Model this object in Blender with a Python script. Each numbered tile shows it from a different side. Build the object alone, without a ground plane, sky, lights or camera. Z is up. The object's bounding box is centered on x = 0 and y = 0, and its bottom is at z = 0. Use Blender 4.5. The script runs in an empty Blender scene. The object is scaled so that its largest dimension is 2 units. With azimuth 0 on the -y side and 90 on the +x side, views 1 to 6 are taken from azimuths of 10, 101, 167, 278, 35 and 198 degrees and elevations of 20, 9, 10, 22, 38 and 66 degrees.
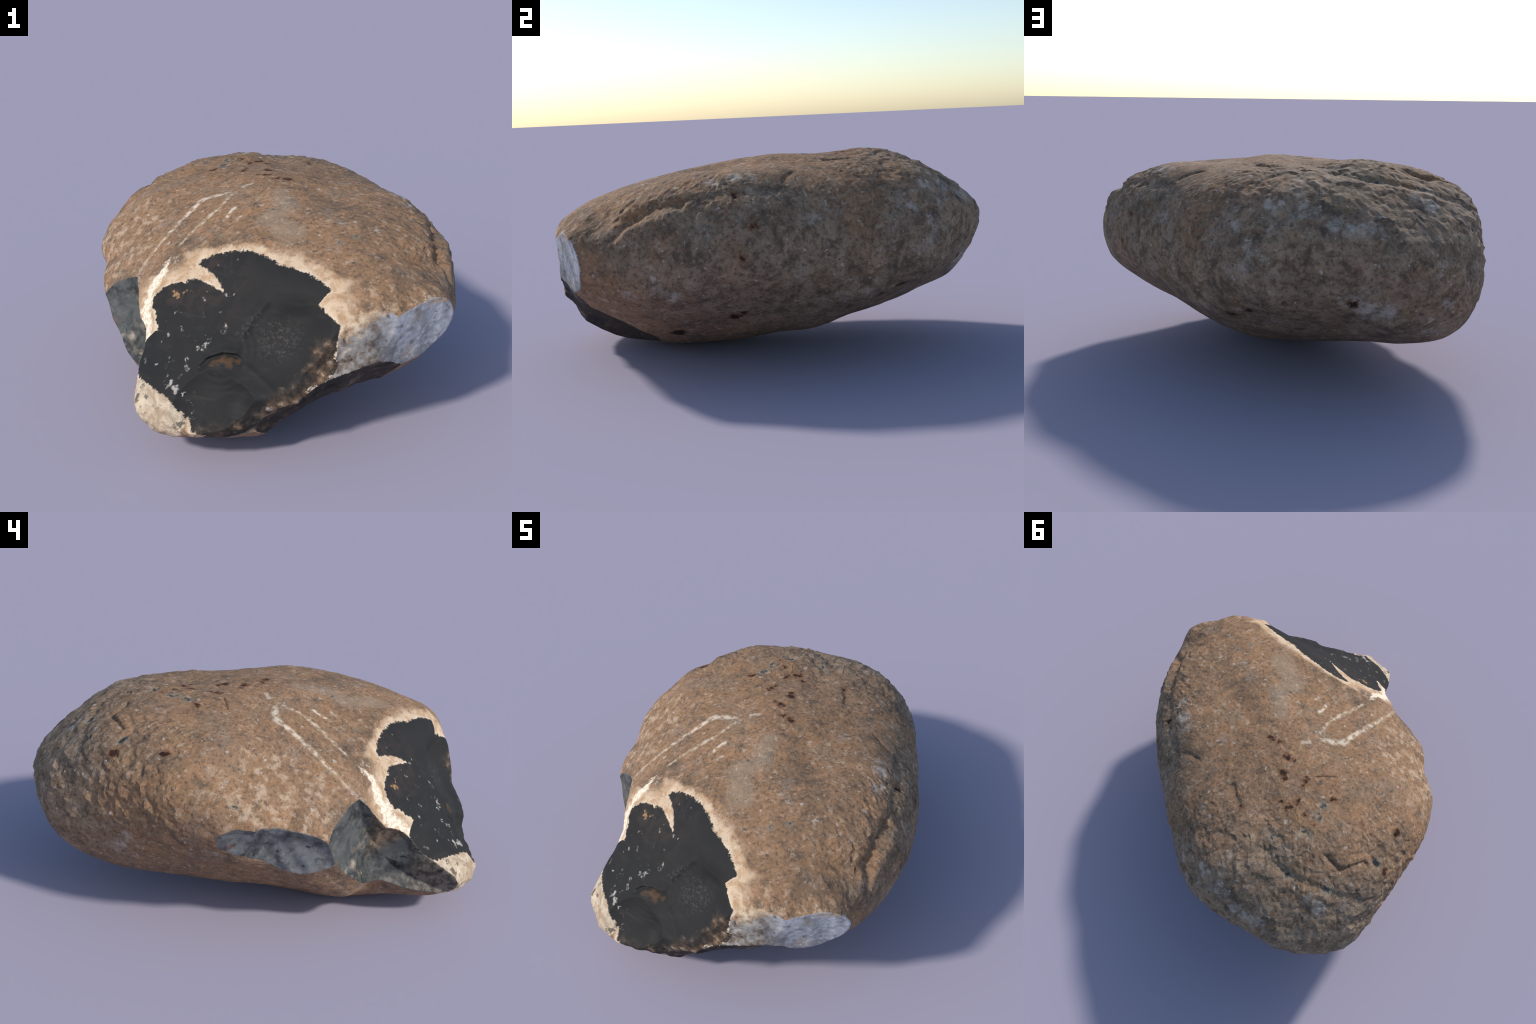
import bpy, math
import numpy as np
from mathutils import noise, Vector

# =====================================================================
# GEOMETRY: a flint nodule, described as a rounded many-faced pebble
# (facet planes blended by a soft maximum), from which flake scars are
# struck off (spheres and planes), then dented, grooved and roughened.
# =====================================================================
#<GEO>
CENTRE = np.array([0.0, 0.0, 0.47])
SOFT = 28.0           # the higher, the crisper the edges between facets

# distances of the pebble's facets from CENTRE; their directions are spread
# evenly over the sphere, from the top (first) to the underside (last)
FACET = [
    0.493, 0.449, 0.519, 0.776, 0.479, 0.567, 0.743, 0.660, 0.815, 0.470, 0.803, 0.882, 0.783, 0.848, 0.653, 0.760,
    0.765, 0.678, 0.674, 0.760, 0.927, 0.827, 0.592, 0.846, 0.995, 0.796, 0.875, 0.846, 1.071, 1.036, 0.766, 0.869,
    0.989, 1.002, 0.880, 0.853, 1.080, 1.080, 0.901, 0.720, 0.973, 1.126, 1.082, 0.667, 0.820, 1.010, 0.867, 0.953,
    0.932, 1.176, 1.159, 1.020, 0.874, 0.915, 1.123, 0.950, 0.971, 1.100, 1.103, 1.079, 0.919, 1.008, 1.219, 1.166,
    1.098, 0.849, 0.988, 0.981, 0.989, 0.985, 1.173, 1.185, 1.169, 0.735, 0.870, 1.024, 1.066, 1.075, 0.965, 1.158,
    1.154, 0.936, 0.982, 1.193, 1.165, 1.204, 0.899, 1.023, 1.124, 0.979, 1.028, 1.102, 1.181, 1.241, 0.755, 0.962,
    1.119, 1.067, 1.167, 0.821, 1.137, 1.154, 0.916, 0.755, 1.081, 1.007, 1.242, 0.807, 0.816, 0.942, 0.834, 1.050,
    0.848, 1.137, 1.196, 0.783, 0.743, 1.006, 1.023, 1.178, 0.823, 1.024, 1.098, 0.864, 0.912, 0.933, 1.070, 1.181,
    0.680, 0.844, 0.850, 0.896, 1.028, 0.799, 0.987, 0.936, 0.589, 0.564, 0.708, 0.913, 1.039, 0.491, 0.859, 0.937,
    0.585, 0.866, 0.601, 0.865, 0.927, 0.644, 0.539, 0.783, 0.565, 0.830, 0.469, 0.650, 0.615, 0.410, 0.660, 0.538,
]
FRACTURE_N = np.array([-0.242, -0.693, 0.679])   # the big black break faces this way
FRACTURE_D = 0.629

def facet_directions(n):
    i = np.arange(n) + 0.5
    z = 1 - 2 * i / n
    a = i * math.pi * (3 - 5 ** 0.5)
    r = np.sqrt(1 - z * z)
    return np.stack([r * np.cos(a), r * np.sin(a), z], 1)

FN = np.vstack([facet_directions(len(FACET)), FRACTURE_N])
FD = np.array(FACET + [FRACTURE_D])

def unit(v):
    v = np.asarray(v, float)
    return v / np.linalg.norm(v)

def pebble_radius(dirs):
    """Distance from CENTRE to the pebble's skin along unit directions."""
    out = np.empty(len(dirs))
    N32, D32 = FN.T.astype(np.float32), FD.astype(np.float32)
    for a in range(0, len(dirs), 8000):
        c = dirs[a:a + 8000].astype(np.float32) @ N32
        r = np.full(len(c), 1.3, np.float32)
        for _ in range(14):
            A = c * r[:, None] - D32
            m = A.max(1)
            e = np.exp(np.float32(SOFT) * (A - m[:, None]))
            s = e.sum(1)
            f = m + np.log(s) / SOFT
            g = (e * c).sum(1) / s
            step = f / np.maximum(g, 0.05)
            r = np.clip(r - step, 0.1, 1.8)
            if np.abs(step).max() < 1e-4:
                break
        out[a:a + 8000] = r
    return out

def hit_plane(dirs, n, d):
    c = dirs @ n
    return np.where(c > 1e-3, d / np.maximum(c, 1e-3), 9.0)

def hit_ball(dirs, centre, R):
    """First entry of the ray from CENTRE into a ball (9 where it misses)."""
    q = np.asarray(centre) - CENTRE
    b = dirs @ q
    h = b * b - (q @ q - R * R)
    return np.where((h > 0) & (b > 0), b - np.sqrt(np.maximum(h, 0)), 9.0)

def scoop(place, facing, half_width, depth):
    """A conchoidal scar: ball that cuts a bowl so wide and so deep there."""
    R = (half_width ** 2 + depth ** 2) / (2 * depth)
    return np.asarray(place) + unit(facing) * (R - depth), R

def ripple(dirs, freq, seed):
    """Cheap smooth waviness over directions, about -1 to 1."""
    out = np.zeros(len(dirs))
    gen = np.random.default_rng(seed)
    for k in range(5):
        w = gen.normal(0, freq * (1 + 0.5 * k), 3)
        out += np.sin(dirs @ w + gen.uniform(0, 6.28)) / (1 + 0.5 * k)
    return out / 2.0

def soft_min(a, b, k):
    d = np.clip(0.5 + 0.5 * (b - a) / k, 0, 1)
    return b * (1 - d) + a * d - k * d * (1 - d)

# flake scars: kind, parameters, edge softness
SCARS = [
    ('black_flat', 'plane', (unit((-0.28, -0.653, 0.704)), 0.553), 0.005),
    ('black_bowl', 'ball', scoop((0.171, -0.900, 0.464), FRACTURE_N, 0.236, 0.058), 0.035),
    ('black_step', 'ball', scoop((-0.05, -0.93, 0.355), (-0.18, -0.93, 0.28), 0.15, 0.038), 0.002),
    ('grey_facet', 'plane', (unit((0.60, -0.775, -0.20)), 0.944), 0.004),
    ('grey_chip', 'ball', scoop((0.475, -0.825, 0.55), (0.35, -0.93, -0.05), 0.11, 0.005), 0.004),
    ('under_chip', 'ball', scoop((0.40, -0.70, 0.25), (0.292, -0.279, -0.914), 0.19, 0.028), 0.004),
    ('edge_chip', 'ball', scoop((0.435, -0.785, 0.345), (0.45, -0.62, -0.62), 0.12, 0.009), 0.003),
    ('edge_chip_low', 'ball', scoop((0.25, -0.87, 0.235), (0.30, -0.75, -0.60), 0.08, 0.008), 0.003),
    ('left_scar', 'ball', scoop((-0.70, -0.185, 0.435), (-0.85, -0.30, -0.42), 0.135, 0.024), 0.005),
    ('left_scar_upper', 'ball', scoop((-0.725, -0.13, 0.475), (-0.88, -0.25, -0.40), 0.105, 0.018), 0.008),
    ('left_scar_small', 'ball', scoop((-0.75, -0.04, 0.455), (-0.92, -0.1, -0.35), 0.09, 0.011), 0.010),
]
# how wavy each of those surfaces is (metres)
WAVE = [0.002, 0.005, 0.003, 0.005, 0.006, 0.006, 0.004, 0.004, 0.009, 0.008, 0.008]
NOTCH_WALL = scoop((-0.566, -0.453, 0.39), (-0.50, -0.84, 0.20), 0.20, 0.032)
NOTCH_HOLLOW = scoop((-0.44, -0.56, 0.35), (-0.8, -0.5, -0.1), 0.10, 0.03)
NOTCH_SIDE = (unit((-0.942, 0.048, -0.333)), 0.399)

def smooth(x, a, b):
    t = np.clip((x - a) / (b - a), 0, 1)
    return t * t * (3 - 2 * t)

# broad swells (+) and hollows (-): place, radius, height
LUMPS = [
    ((0.25, -0.07, 0.88), 0.13, -0.021),
    ((-0.23, 0.49, 0.91), 0.13, 0.017),
    ((-0.48, -0.57, 0.38), 0.13, -0.030),
    ((0.36, -0.78, 0.26), 0.13, -0.023),
    ((0.22, 0.26, 0.13), 0.13, 0.016),
    ((-0.26, 0.44, 0.14), 0.13, -0.018),
    ((0.18, -0.84, 0.15), 0.13, 0.011),
    ((0.54, -0.13, 0.87), 0.13, 0.013),
    ((-0.68, 0.40, 0.37), 0.13, -0.019),
    ((0.48, -0.17, 0.22), 0.13, -0.014),
    ((0.32, 0.23, 0.87), 0.13, -0.013),
    ((0.13, 0.68, 0.86), 0.13, 0.009),
    ((-0.05, 0.26, 0.90), 0.13, -0.010),
    ((-0.50, 0.05, 0.82), 0.13, 0.014),
    ((-0.02, 0.59, 0.21), 0.13, -0.014),
    ((0.78, -0.66, 0.63), 0.13, 0.013),
    ((0.71, -0.50, 0.71), 0.13, -0.012),
    ((-0.67, 0.61, 0.52), 0.13, -0.011),
    ((0.37, -0.54, 0.81), 0.13, 0.008),
    ((-0.13, 0.64, 0.87), 0.13, -0.008),
    ((-0.61, 0.07, 0.24), 0.13, 0.014),
    ((-0.41, -0.88, 0.23), 0.13, 0.013),
    ((-0.29, -0.01, 0.08), 0.13, -0.009),
    ((-0.59, 0.82, 0.39), 0.13, 0.006),
    ((0.07, -0.60, 0.76), 0.13, 0.015),
    ((-0.49, -0.16, 0.72), 0.13, -0.010),
    ((-0.21, 0.82, 0.27), 0.13, 0.008),
    ((-0.68, -0.36, 0.47), 0.13, 0.009),
    ((-0.80, 0.29, 0.58), 0.13, 0.008),
    ((-0.74, -0.11, 0.53), 0.13, -0.005),
    ((0.13, 0.84, 0.40), 0.13, 0.012),
    ((-0.22, -0.01, 0.85), 0.13, -0.009),
    ((0.72, -0.26, 0.35), 0.13, 0.006),
    ((-0.44, 0.66, 0.19), 0.13, 0.005),
]
# the same, put on after the scars are struck
LATE_LUMPS = [
    ((-0.66, -0.24, 0.33), 0.09, 0.026),
    ((-0.59, -0.24, 0.24), 0.08, 0.016),
    ((-0.49, -0.25, 0.155), 0.08, 0.010),
    ((-0.70, -0.02, 0.345), 0.08, 0.020),
    ((-0.67, -0.29, 0.385), 0.06, 0.018),
    ((-0.79, 0.04, 0.485), 0.07, 0.016),
    ((-0.39, -0.59, 0.19), 0.08, -0.050),
    ((-0.40, -0.51, 0.28), 0.08, -0.032),
    ((-0.40, -0.76, 0.26), 0.06, 0.024),
    ((-0.58, -0.42, 0.515), 0.05, 0.024),
    ((-0.08, -0.93, 0.275), 0.08, 0.014),
    ((0.47, -0.83, 0.50), 0.09, 0.016),
    ((0.42, -0.81, 0.31), 0.08, 0.032),
    ((0.31, -0.855, 0.30), 0.06, 0.014),
    ((0.25, -0.76, 0.57), 0.10, -0.026),
    ((-0.29, -0.757, 0.416), 0.08, -0.018),
    ((-0.42, -0.53, 0.56), 0.06, -0.012),
    ((-0.05, -0.82, 0.47), 0.05, 0.012),
    ((0.00, -0.58, 0.73), 0.10, 0.022),
    ((0.13, -0.66, 0.70), 0.09, 0.026),
    ((0.25, -0.72, 0.67), 0.09, 0.026),
    ((0.05, -0.94, 0.27), 0.09, -0.040),
    ((0.24, -0.90, 0.40), 0.09, -0.026),
    ((-0.42, -0.65, 0.48), 0.07, -0.018),
    ((-0.40, -0.75, 0.41), 0.07, -0.014),
    ((-0.49, -0.40, 0.17), 0.11, 0.045),
    ((-0.385, -0.87, 0.25), 0.06, 0.022),
]
# smaller ones
LUMPS_FINE = [
    ((0.76, -0.66, 0.56), 0.10, 0.020),
    ((0.66, -0.70, 0.48), 0.10, 0.015),
    ((0.19, -0.60, 0.79), 0.10, 0.028),
    ((0.37, -0.74, 0.74), 0.10, 0.029),
    ((0.42, 0.55, 0.33), 0.10, 0.026),
    ((0.00, -0.43, 0.82), 0.10, 0.015),
    ((-0.69, -0.28, 0.53), 0.10, 0.015),
    ((-0.65, 0.30, 0.35), 0.10, -0.024),
    ((0.08, -0.73, 0.06), 0.10, 0.023),
    ((-0.61, 0.08, 0.29), 0.10, -0.024),
    ((0.29, 0.77, 0.40), 0.10, 0.034),
    ((-0.56, -0.28, 0.22), 0.10, 0.024),
    ((-0.19, -0.52, 0.73), 0.10, 0.016),
    ((-0.39, -0.90, 0.26), 0.10, 0.013),
    ((-0.51, -0.45, 0.60), 0.10, 0.018),
    ((-0.47, -0.39, 0.16), 0.10, 0.022),
    ((0.76, -0.26, 0.72), 0.10, 0.018),
    ((-0.17, 0.50, 0.92), 0.10, 0.014),
    ((0.34, -0.11, 0.87), 0.10, -0.017),
    ((0.01, -0.55, 0.79), 0.10, 0.026),
    ((-0.55, 0.04, 0.81), 0.10, 0.017),
    ((-0.28, -0.37, 0.02), 0.10, 0.015),
    ((0.06, 0.37, 0.89), 0.10, -0.015),
    ((-0.11, -0.89, 0.12), 0.10, -0.014),
    ((0.53, 0.28, 0.76), 0.10, -0.017),
    ((-0.55, -0.48, 0.27), 0.10, 0.014),
    ((0.29, 0.09, 0.88), 0.10, -0.019),
    ((-0.23, 0.53, 0.17), 0.10, -0.013),
    ((-0.18, 0.27, 0.10), 0.10, -0.015),
    ((-0.60, 0.64, 0.78), 0.10, 0.011),
    ((0.51, -0.04, 0.25), 0.10, -0.011),
    ((-0.64, 0.54, 0.34), 0.10, -0.016),
    ((-0.04, 0.53, 0.88), 0.10, -0.017),
    ((0.69, -0.56, 0.70), 0.10, -0.018),
    ((0.78, -0.65, 0.64), 0.10, 0.009),
    ((-0.10, 0.77, 0.29), 0.10, -0.024),
    ((0.12, 0.43, 0.18), 0.10, -0.012),
    ((-0.52, 0.52, 0.18), 0.10, 0.010),
    ((0.65, -0.61, 0.35), 0.10, 0.009),
    ((-0.12, 0.80, 0.80), 0.10, -0.007),
    ((-0.37, 0.73, 0.81), 0.10, 0.010),
    ((-0.21, 0.82, 0.27), 0.10, 0.013),
    ((-0.80, -0.02, 0.58), 0.10, 0.006),
    ((-0.40, 0.46, 0.89), 0.10, 0.010),
    ((0.15, -0.53, 0.05), 0.10, -0.011),
    ((0.61, 0.05, 0.82), 0.10, 0.009),
    ((0.80, -0.59, 0.59), 0.08, -0.013),
    ((0.31, 0.78, 0.40), 0.08, 0.025),
    ((-0.61, 0.21, 0.30), 0.08, -0.020),
    ((-0.39, 0.63, 0.84), 0.08, -0.014),
    ((0.45, 0.46, 0.31), 0.08, 0.022),
    ((0.12, -0.92, 0.19), 0.08, 0.012),
    ((0.35, -0.19, 0.86), 0.08, -0.018),
    ((0.54, 0.32, 0.77), 0.08, 0.012),
    ((-0.01, -0.95, 0.16), 0.08, 0.014),
    ((0.25, -0.93, 0.32), 0.08, 0.014),
    ((0.47, -0.27, 0.20), 0.08, -0.014),
    ((0.72, -0.55, 0.68), 0.08, -0.018),
    ((0.56, -0.62, 0.74), 0.08, -0.014),
    ((-0.20, -0.48, 0.75), 0.08, 0.013),
    ((-0.00, 0.44, 0.88), 0.08, -0.014),
    ((-0.60, 0.09, 0.30), 0.08, -0.014),
    ((-0.55, 0.52, 0.82), 0.08, -0.007),
    ((-0.57, 0.04, 0.81), 0.08, 0.014),
    ((-0.76, 0.18, 0.69), 0.08, -0.010),
    ((-0.72, -0.16, 0.55), 0.08, -0.007),
    ((0.77, -0.61, 0.45), 0.08, -0.008),
    ((-0.23, 0.74, 0.24), 0.08, -0.011),
    ((0.66, -0.74, 0.65), 0.08, -0.012),
    ((0.75, -0.11, 0.40), 0.08, 0.013),
    ((-0.04, 0.72, 0.29), 0.08, -0.012),
    ((0.52, -0.80, 0.66), 0.08, 0.014),
    ((-0.72, 0.32, 0.76), 0.08, 0.007),
    ((-0.25, 0.99, 0.64), 0.08, 0.008),
    ((-0.14, 0.40, 0.14), 0.08, -0.010),
    ((0.40, 0.00, 0.87), 0.08, -0.014),
    ((0.53, 0.00, 0.86), 0.08, 0.011),
    ((0.53, -0.81, 0.55), 0.08, -0.013),
    ((0.78, -0.27, 0.39), 0.08, 0.008),
    ((-0.27, -0.60, 0.06), 0.08, -0.010),
    ((-0.31, -0.78, 0.09), 0.08, 0.010),
    ((0.41, 0.71, 0.49), 0.08, 0.009),
    ((-0.44, 0.73, 0.20), 0.08, 0.007),
    ((0.38, -0.88, 0.38), 0.08, 0.010),
    ((-0.29, 0.35, 0.12), 0.08, -0.010),
    ((0.42, -0.74, 0.72), 0.08, -0.009),
]
# grooves and ledges: polyline, width, depth
GROOVES = [
    ([(0.765, -0.41, 0.70), (0.745, -0.30, 0.735), (0.735, -0.20, 0.755)], 0.030, 0.038),
    ([(0.795, -0.40, 0.66), (0.785, -0.28, 0.69), (0.77, -0.18, 0.715)], 0.020, -0.010),
    ([(0.80, -0.46, 0.64), (0.785, -0.42, 0.67)], 0.022, 0.014),
    ([(0.72, -0.12, 0.775), (0.66, 0.03, 0.79), (0.60, 0.16, 0.80)], 0.03, 0.012),
    ([(-0.36, 0.57, 0.88), (-0.43, 0.61, 0.85), (-0.49, 0.575, 0.845), (-0.54, 0.54, 0.83)], 0.014, 0.018),
    ([(-0.03, 0.62, 0.88), (-0.10, 0.68, 0.86), (-0.17, 0.70, 0.85), (-0.27, 0.71, 0.835), (-0.34, 0.72, 0.82)], 0.020, 0.014),
    ([(-0.02, 0.49, 0.90), (-0.055, 0.545, 0.895), (-0.11, 0.54, 0.898)], 0.016, 0.016),
    ([(-0.21, 0.48, 0.91), (-0.245, 0.50, 0.906)], 0.022, 0.016),
    ([(0.21, 0.34, 0.89), (0.18, 0.39, 0.89), (0.155, 0.42, 0.89)], 0.022, 0.016),
    ([(-0.60, 0.435, 0.82), (-0.56, 0.49, 0.83), (-0.59, 0.53, 0.805)], 0.018, 0.014),
    ([(-0.63, 0.32, 0.80), (-0.68, 0.38, 0.775), (-0.69, 0.46, 0.75)], 0.030, 0.016),
    ([(-0.37, 0.73, 0.81), (-0.42, 0.725, 0.79), (-0.56, 0.71, 0.74)], 0.022, 0.014),
]

# ledge, edge and ridges inside the black face, after the scars
LATE_GROOVES = [
    ([(-0.127, -0.864, 0.400), (-0.096, -0.848, 0.428), (-0.047, -0.840, 0.444), (-0.006, -0.838, 0.436), (0.024, -0.844, 0.422)], 0.013, 0.020),
    ([(-0.110, -0.838, 0.435), (-0.050, -0.825, 0.466), (0.000, -0.824, 0.458)], 0.011, -0.009),
    ([(0.024, -0.844, 0.425), (0.073, -0.869, 0.395), (0.118, -0.898, 0.368), (0.164, -0.935, 0.345)], 0.012, -0.008),
    ([(0.100, -0.726, 0.622), (0.056, -0.743, 0.569), (0.019, -0.779, 0.511)], 0.018, -0.010),
]

def segment_distance(P, line):
    best = np.full(len(P), 9.0)
    for a, b in zip(line[:-1], line[1:]):
        a = np.asarray(a, float); b = np.asarray(b, float)
        ab = b - a
        t = np.clip(((P - a) @ ab) / (ab @ ab), 0, 1)
        best = np.minimum(best, np.linalg.norm(P - a - t[:, None] * ab, axis=1))
    return best

def make_cracks():
    """Short shallow cracks of the weathered back and crown, running across it."""
    gen = np.random.default_rng(5)
    out = []
    while len(out) < 8:
        d = unit((gen.uniform(-0.8, 0.8), gen.uniform(-0.25, 1.0), gen.uniform(0.05, 0.75)))
        if d[1] < 0.15 and abs(d[0]) < 0.75 and gen.random() < 0.6:
            continue
        p = CENTRE + d * pebble_radius(d[None])[0]
        t = np.cross(d, (0.15, 0.2, 1.0)) if d[2] < 0.45 else np.array([1.0, gen.uniform(-0.5, 0.3), 0])
        t = unit(t - d * (t @ d))
        b = np.cross(d, t)
        half = gen.uniform(0.02, 0.055)
        bend = gen.uniform(-0.35, 0.35)
        pts = [p + t * half * k + b * half * (bend * (1 - k * k) + 0.12 * gen.normal()) for k in (-1, -0.4, 0.3, 1)]
        pts = [CENTRE + unit(x - CENTRE) * pebble_radius(unit(x - CENTRE)[None])[0] for x in pts]
        out.append((pts, gen.uniform(0.006, 0.012), gen.uniform(0.004, 0.008)))
    return out

CRACKS = make_cracks()

def stone_radius(dirs):
    """Radius along each direction, and which scar made the skin (-1: none)."""
    r = pebble_radius(dirs)
    P = CENTRE + dirs * r[:, None]
    for place, size, height in LUMPS + LUMPS_FINE:
        near = np.where(np.abs(P - np.asarray(place)).max(1) < 2.8 * size)[0]
        q = np.linalg.norm(P[near] - np.asarray(place), axis=1) / size
        r[near] += height * np.exp(-q * q)
    P = CENTRE + dirs * r[:, None]
    for line, width, depth in GROOVES + CRACKS:
        L = np.asarray(line, float)
        mid = L.mean(0)
        reach = np.linalg.norm(L - mid, axis=1).max() + 3 * width
        near = np.where(np.abs(P - mid).max(1) < reach)[0]
        q = segment_distance(P[near], line) / width
        r[near] -= depth * np.exp(-q * q)
    label = np.full(len(dirs), -1)
    for i, (name, kind, par, k) in enumerate(SCARS):
        h = hit_ball(dirs, *par) if kind == 'ball' else hit_plane(dirs, *par)
        h = h + WAVE[i] * ripple(dirs, 14.0, i)
        label[h < r] = i
        r = soft_min(r, h, k)
    hb = hit_ball(dirs, *NOTCH_WALL)
    hc = hit_plane(dirs, *NOTCH_SIDE)
    hb = hb + 0.004 * ripple(dirs, 16.0, 21)
    hc = hc + 0.006 * ripple(dirs, 16.0, 22)
    h = -soft_min(-hb, -hc, 0.004)
    h = np.where((hb > 8) | (hc > 8), 9.0, h)
    label[(h < r) & (hb >= hc)] = 100
    label[(h < r) & (hb < hc)] = 101
    r = soft_min(r, h, 0.004)
    h = hit_ball(dirs, *NOTCH_HOLLOW) + 0.004 * ripple(dirs, 20.0, 23)
    label[h < r] = 102
    r = soft_min(r, h, 0.003)
    P = CENTRE + dirs * r[:, None]
    for place, size, height in LATE_LUMPS:
        near = np.where(np.abs(P - np.asarray(place)).max(1) < 2.8 * size)[0]
        q = np.linalg.norm(P[near] - np.asarray(place), axis=1) / size
        r[near] += height * np.exp(-q * q)
    for line, width, depth in LATE_GROOVES:
        L = np.asarray(line, float)
        near = np.where(np.abs(P - L.mean(0)).max(1) < 0.12 + 3 * width)[0]
        q = segment_distance(P[near], line) / width
        r[near] -= depth * np.exp(-q * q)
    # faint shell-like ripples spreading from the ledge in the black face
    near = np.where((np.linalg.norm(P - np.array([0.02, -0.89, 0.37]), axis=1) < 0.20))[0]
    q = np.linalg.norm(P[near] - np.array([-0.05, -0.83, 0.46]), axis=1)
    r[near] += 0.0007 * np.sin(q * 2 * math.pi / 0.028) * smooth(q, 0.03, 0.08) * smooth(-q, -0.20, -0.14)
    return r, label
#</GEO>

# ---------------------------------------------------------------- mesh
COARSE, FINE = 5, 2

def icosphere(level):
    p = (1 + 5 ** 0.5) / 2
    V = np.array([(-1, p, 0), (1, p, 0), (-1, -p, 0), (1, -p, 0), (0, -1, p), (0, 1, p),
                  (0, -1, -p), (0, 1, -p), (p, 0, -1), (p, 0, 1), (-p, 0, -1), (-p, 0, 1)], float)
    F = np.array([(0, 11, 5), (0, 5, 1), (0, 1, 7), (0, 7, 10), (0, 10, 11), (1, 5, 9), (5, 11, 4),
                  (11, 10, 2), (10, 7, 6), (7, 1, 8), (3, 9, 4), (3, 4, 2), (3, 2, 6), (3, 6, 8),
                  (3, 8, 9), (4, 9, 5), (2, 4, 11), (6, 2, 10), (8, 6, 7), (9, 8, 1)])
    V /= np.linalg.norm(V, axis=1, keepdims=True)
    for _ in range(level):
        V, F = split(V, F)
        V /= np.linalg.norm(V, axis=1, keepdims=True)
    return V, F

def split(V, F):
    """Each triangle into four; rows of V (with any attributes) are averaged."""
    E = np.sort(np.vstack([F[:, [0, 1]], F[:, [1, 2]], F[:, [2, 0]]]), axis=1)
    key = E[:, 0].astype(np.int64) * len(V) + E[:, 1]
    u, inv = np.unique(key, return_inverse=True)
    mid = 0.5 * (V[u // len(V)] + V[u % len(V)])
    n = len(F)
    a, b, c = inv[:n] + len(V), inv[n:2 * n] + len(V), inv[2 * n:] + len(V)
    F2 = np.vstack([np.stack([F[:, 0], a, c], 1), np.stack([F[:, 1], b, a], 1),
                    np.stack([F[:, 2], c, b], 1), np.stack([a, b, c], 1)])
    return np.vstack([V, mid]), F2

def fbm(P, scale, octaves, seed):
    off = Vector((seed * 7.3, seed * 3.1, seed * 5.7))
    return np.array([noise.fractal(Vector(p) * scale + off, 1.0, 2.0, octaves) for p in P])

def direction(V):
    return V / np.linalg.norm(V, axis=1, keepdims=True)

# the battered lower edge of the black break
BREAK_FOOT = [(-0.15, -0.99, 0.20), (0.02, -0.965, 0.20), (0.15, -0.94, 0.26), (0.30, -0.87, 0.30), (0.41, -0.85, 0.44)]

def roughness_at(P):
    """1 on the weathered back, crown edge and right shoulder, low elsewhere."""
    back = smooth(P[:, 1], 0.20, 0.70) * smooth(P[:, 2], 0.30, 0.60)
    left = smooth(-P[:, 0], 0.35, 0.65) * smooth(P[:, 1], 0.0, 0.4) * smooth(P[:, 2], 0.3, 0.5)
    shoulder = smooth(P[:, 0], 0.50, 0.70) * smooth(P[:, 2], 0.58, 0.68)
    rim = np.exp(-(segment_distance(P, BREAK_FOOT) / 0.055) ** 2)
    toe = np.exp(-(np.linalg.norm(P - np.array([-0.33, -0.92, 0.22]), axis=1) / 0.11) ** 2)
    return np.clip(0.12 + 1.2 * rim + 0.9 * toe + back + 0.6 * left + 0.9 * shoulder, 0, 1)

# the weathered skin is made of flat chips: heights are drawn on a loose net of
# triangles and run straight between its knots; a finer net lies over it
rng = np.random.default_rng(11)
D, F = icosphere(COARSE)
D = direction(D + np.clip(rng.normal(0, 0.005, D.shape), -0.008, 0.008))
P0 = CENTRE + D * stone_radius(D)[0][:, None]
h = roughness_at(P0) * (0.0075 * fbm(P0, 9.0, 2, 2) + 0.0030 * rng.normal(0, 1, len(P0)))
A, F = split(np.hstack([D, h[:, None]]), F)
D = direction(A[:, :3] + np.clip(rng.normal(0, 0.0012, (len(A), 3)), -0.002, 0.002))
P0 = CENTRE + D * stone_radius(D)[0][:, None]
rough = roughness_at(P0)
h = A[:, 3] + 0.005 * fbm(P0, 5.0, 3, 1) + (0.0012 + 0.002 * rough) * fbm(P0, 26.0, 2, 5) \
    + 0.0024 * rough * rng.normal(0, 1, len(P0))
A = np.hstack([D, h[:, None]])
for _ in range(FINE):
    A, F = split(A, F)
D = direction(A[:, :3])
r, label = stone_radius(D)
keep = np.where(label < 0, 1.0, np.where(label <= 2, 0.15, np.where(label <= 7, 0.7, 0.5)))
P0 = CENTRE + D * r[:, None]
foot = np.exp(-(segment_distance(P0, BREAK_FOOT) / 0.06) ** 2)
keep = np.maximum(keep, np.where(label < 100, foot, 0))
P = CENTRE + D * (r + A[:, 3] * keep)[:, None]

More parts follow.
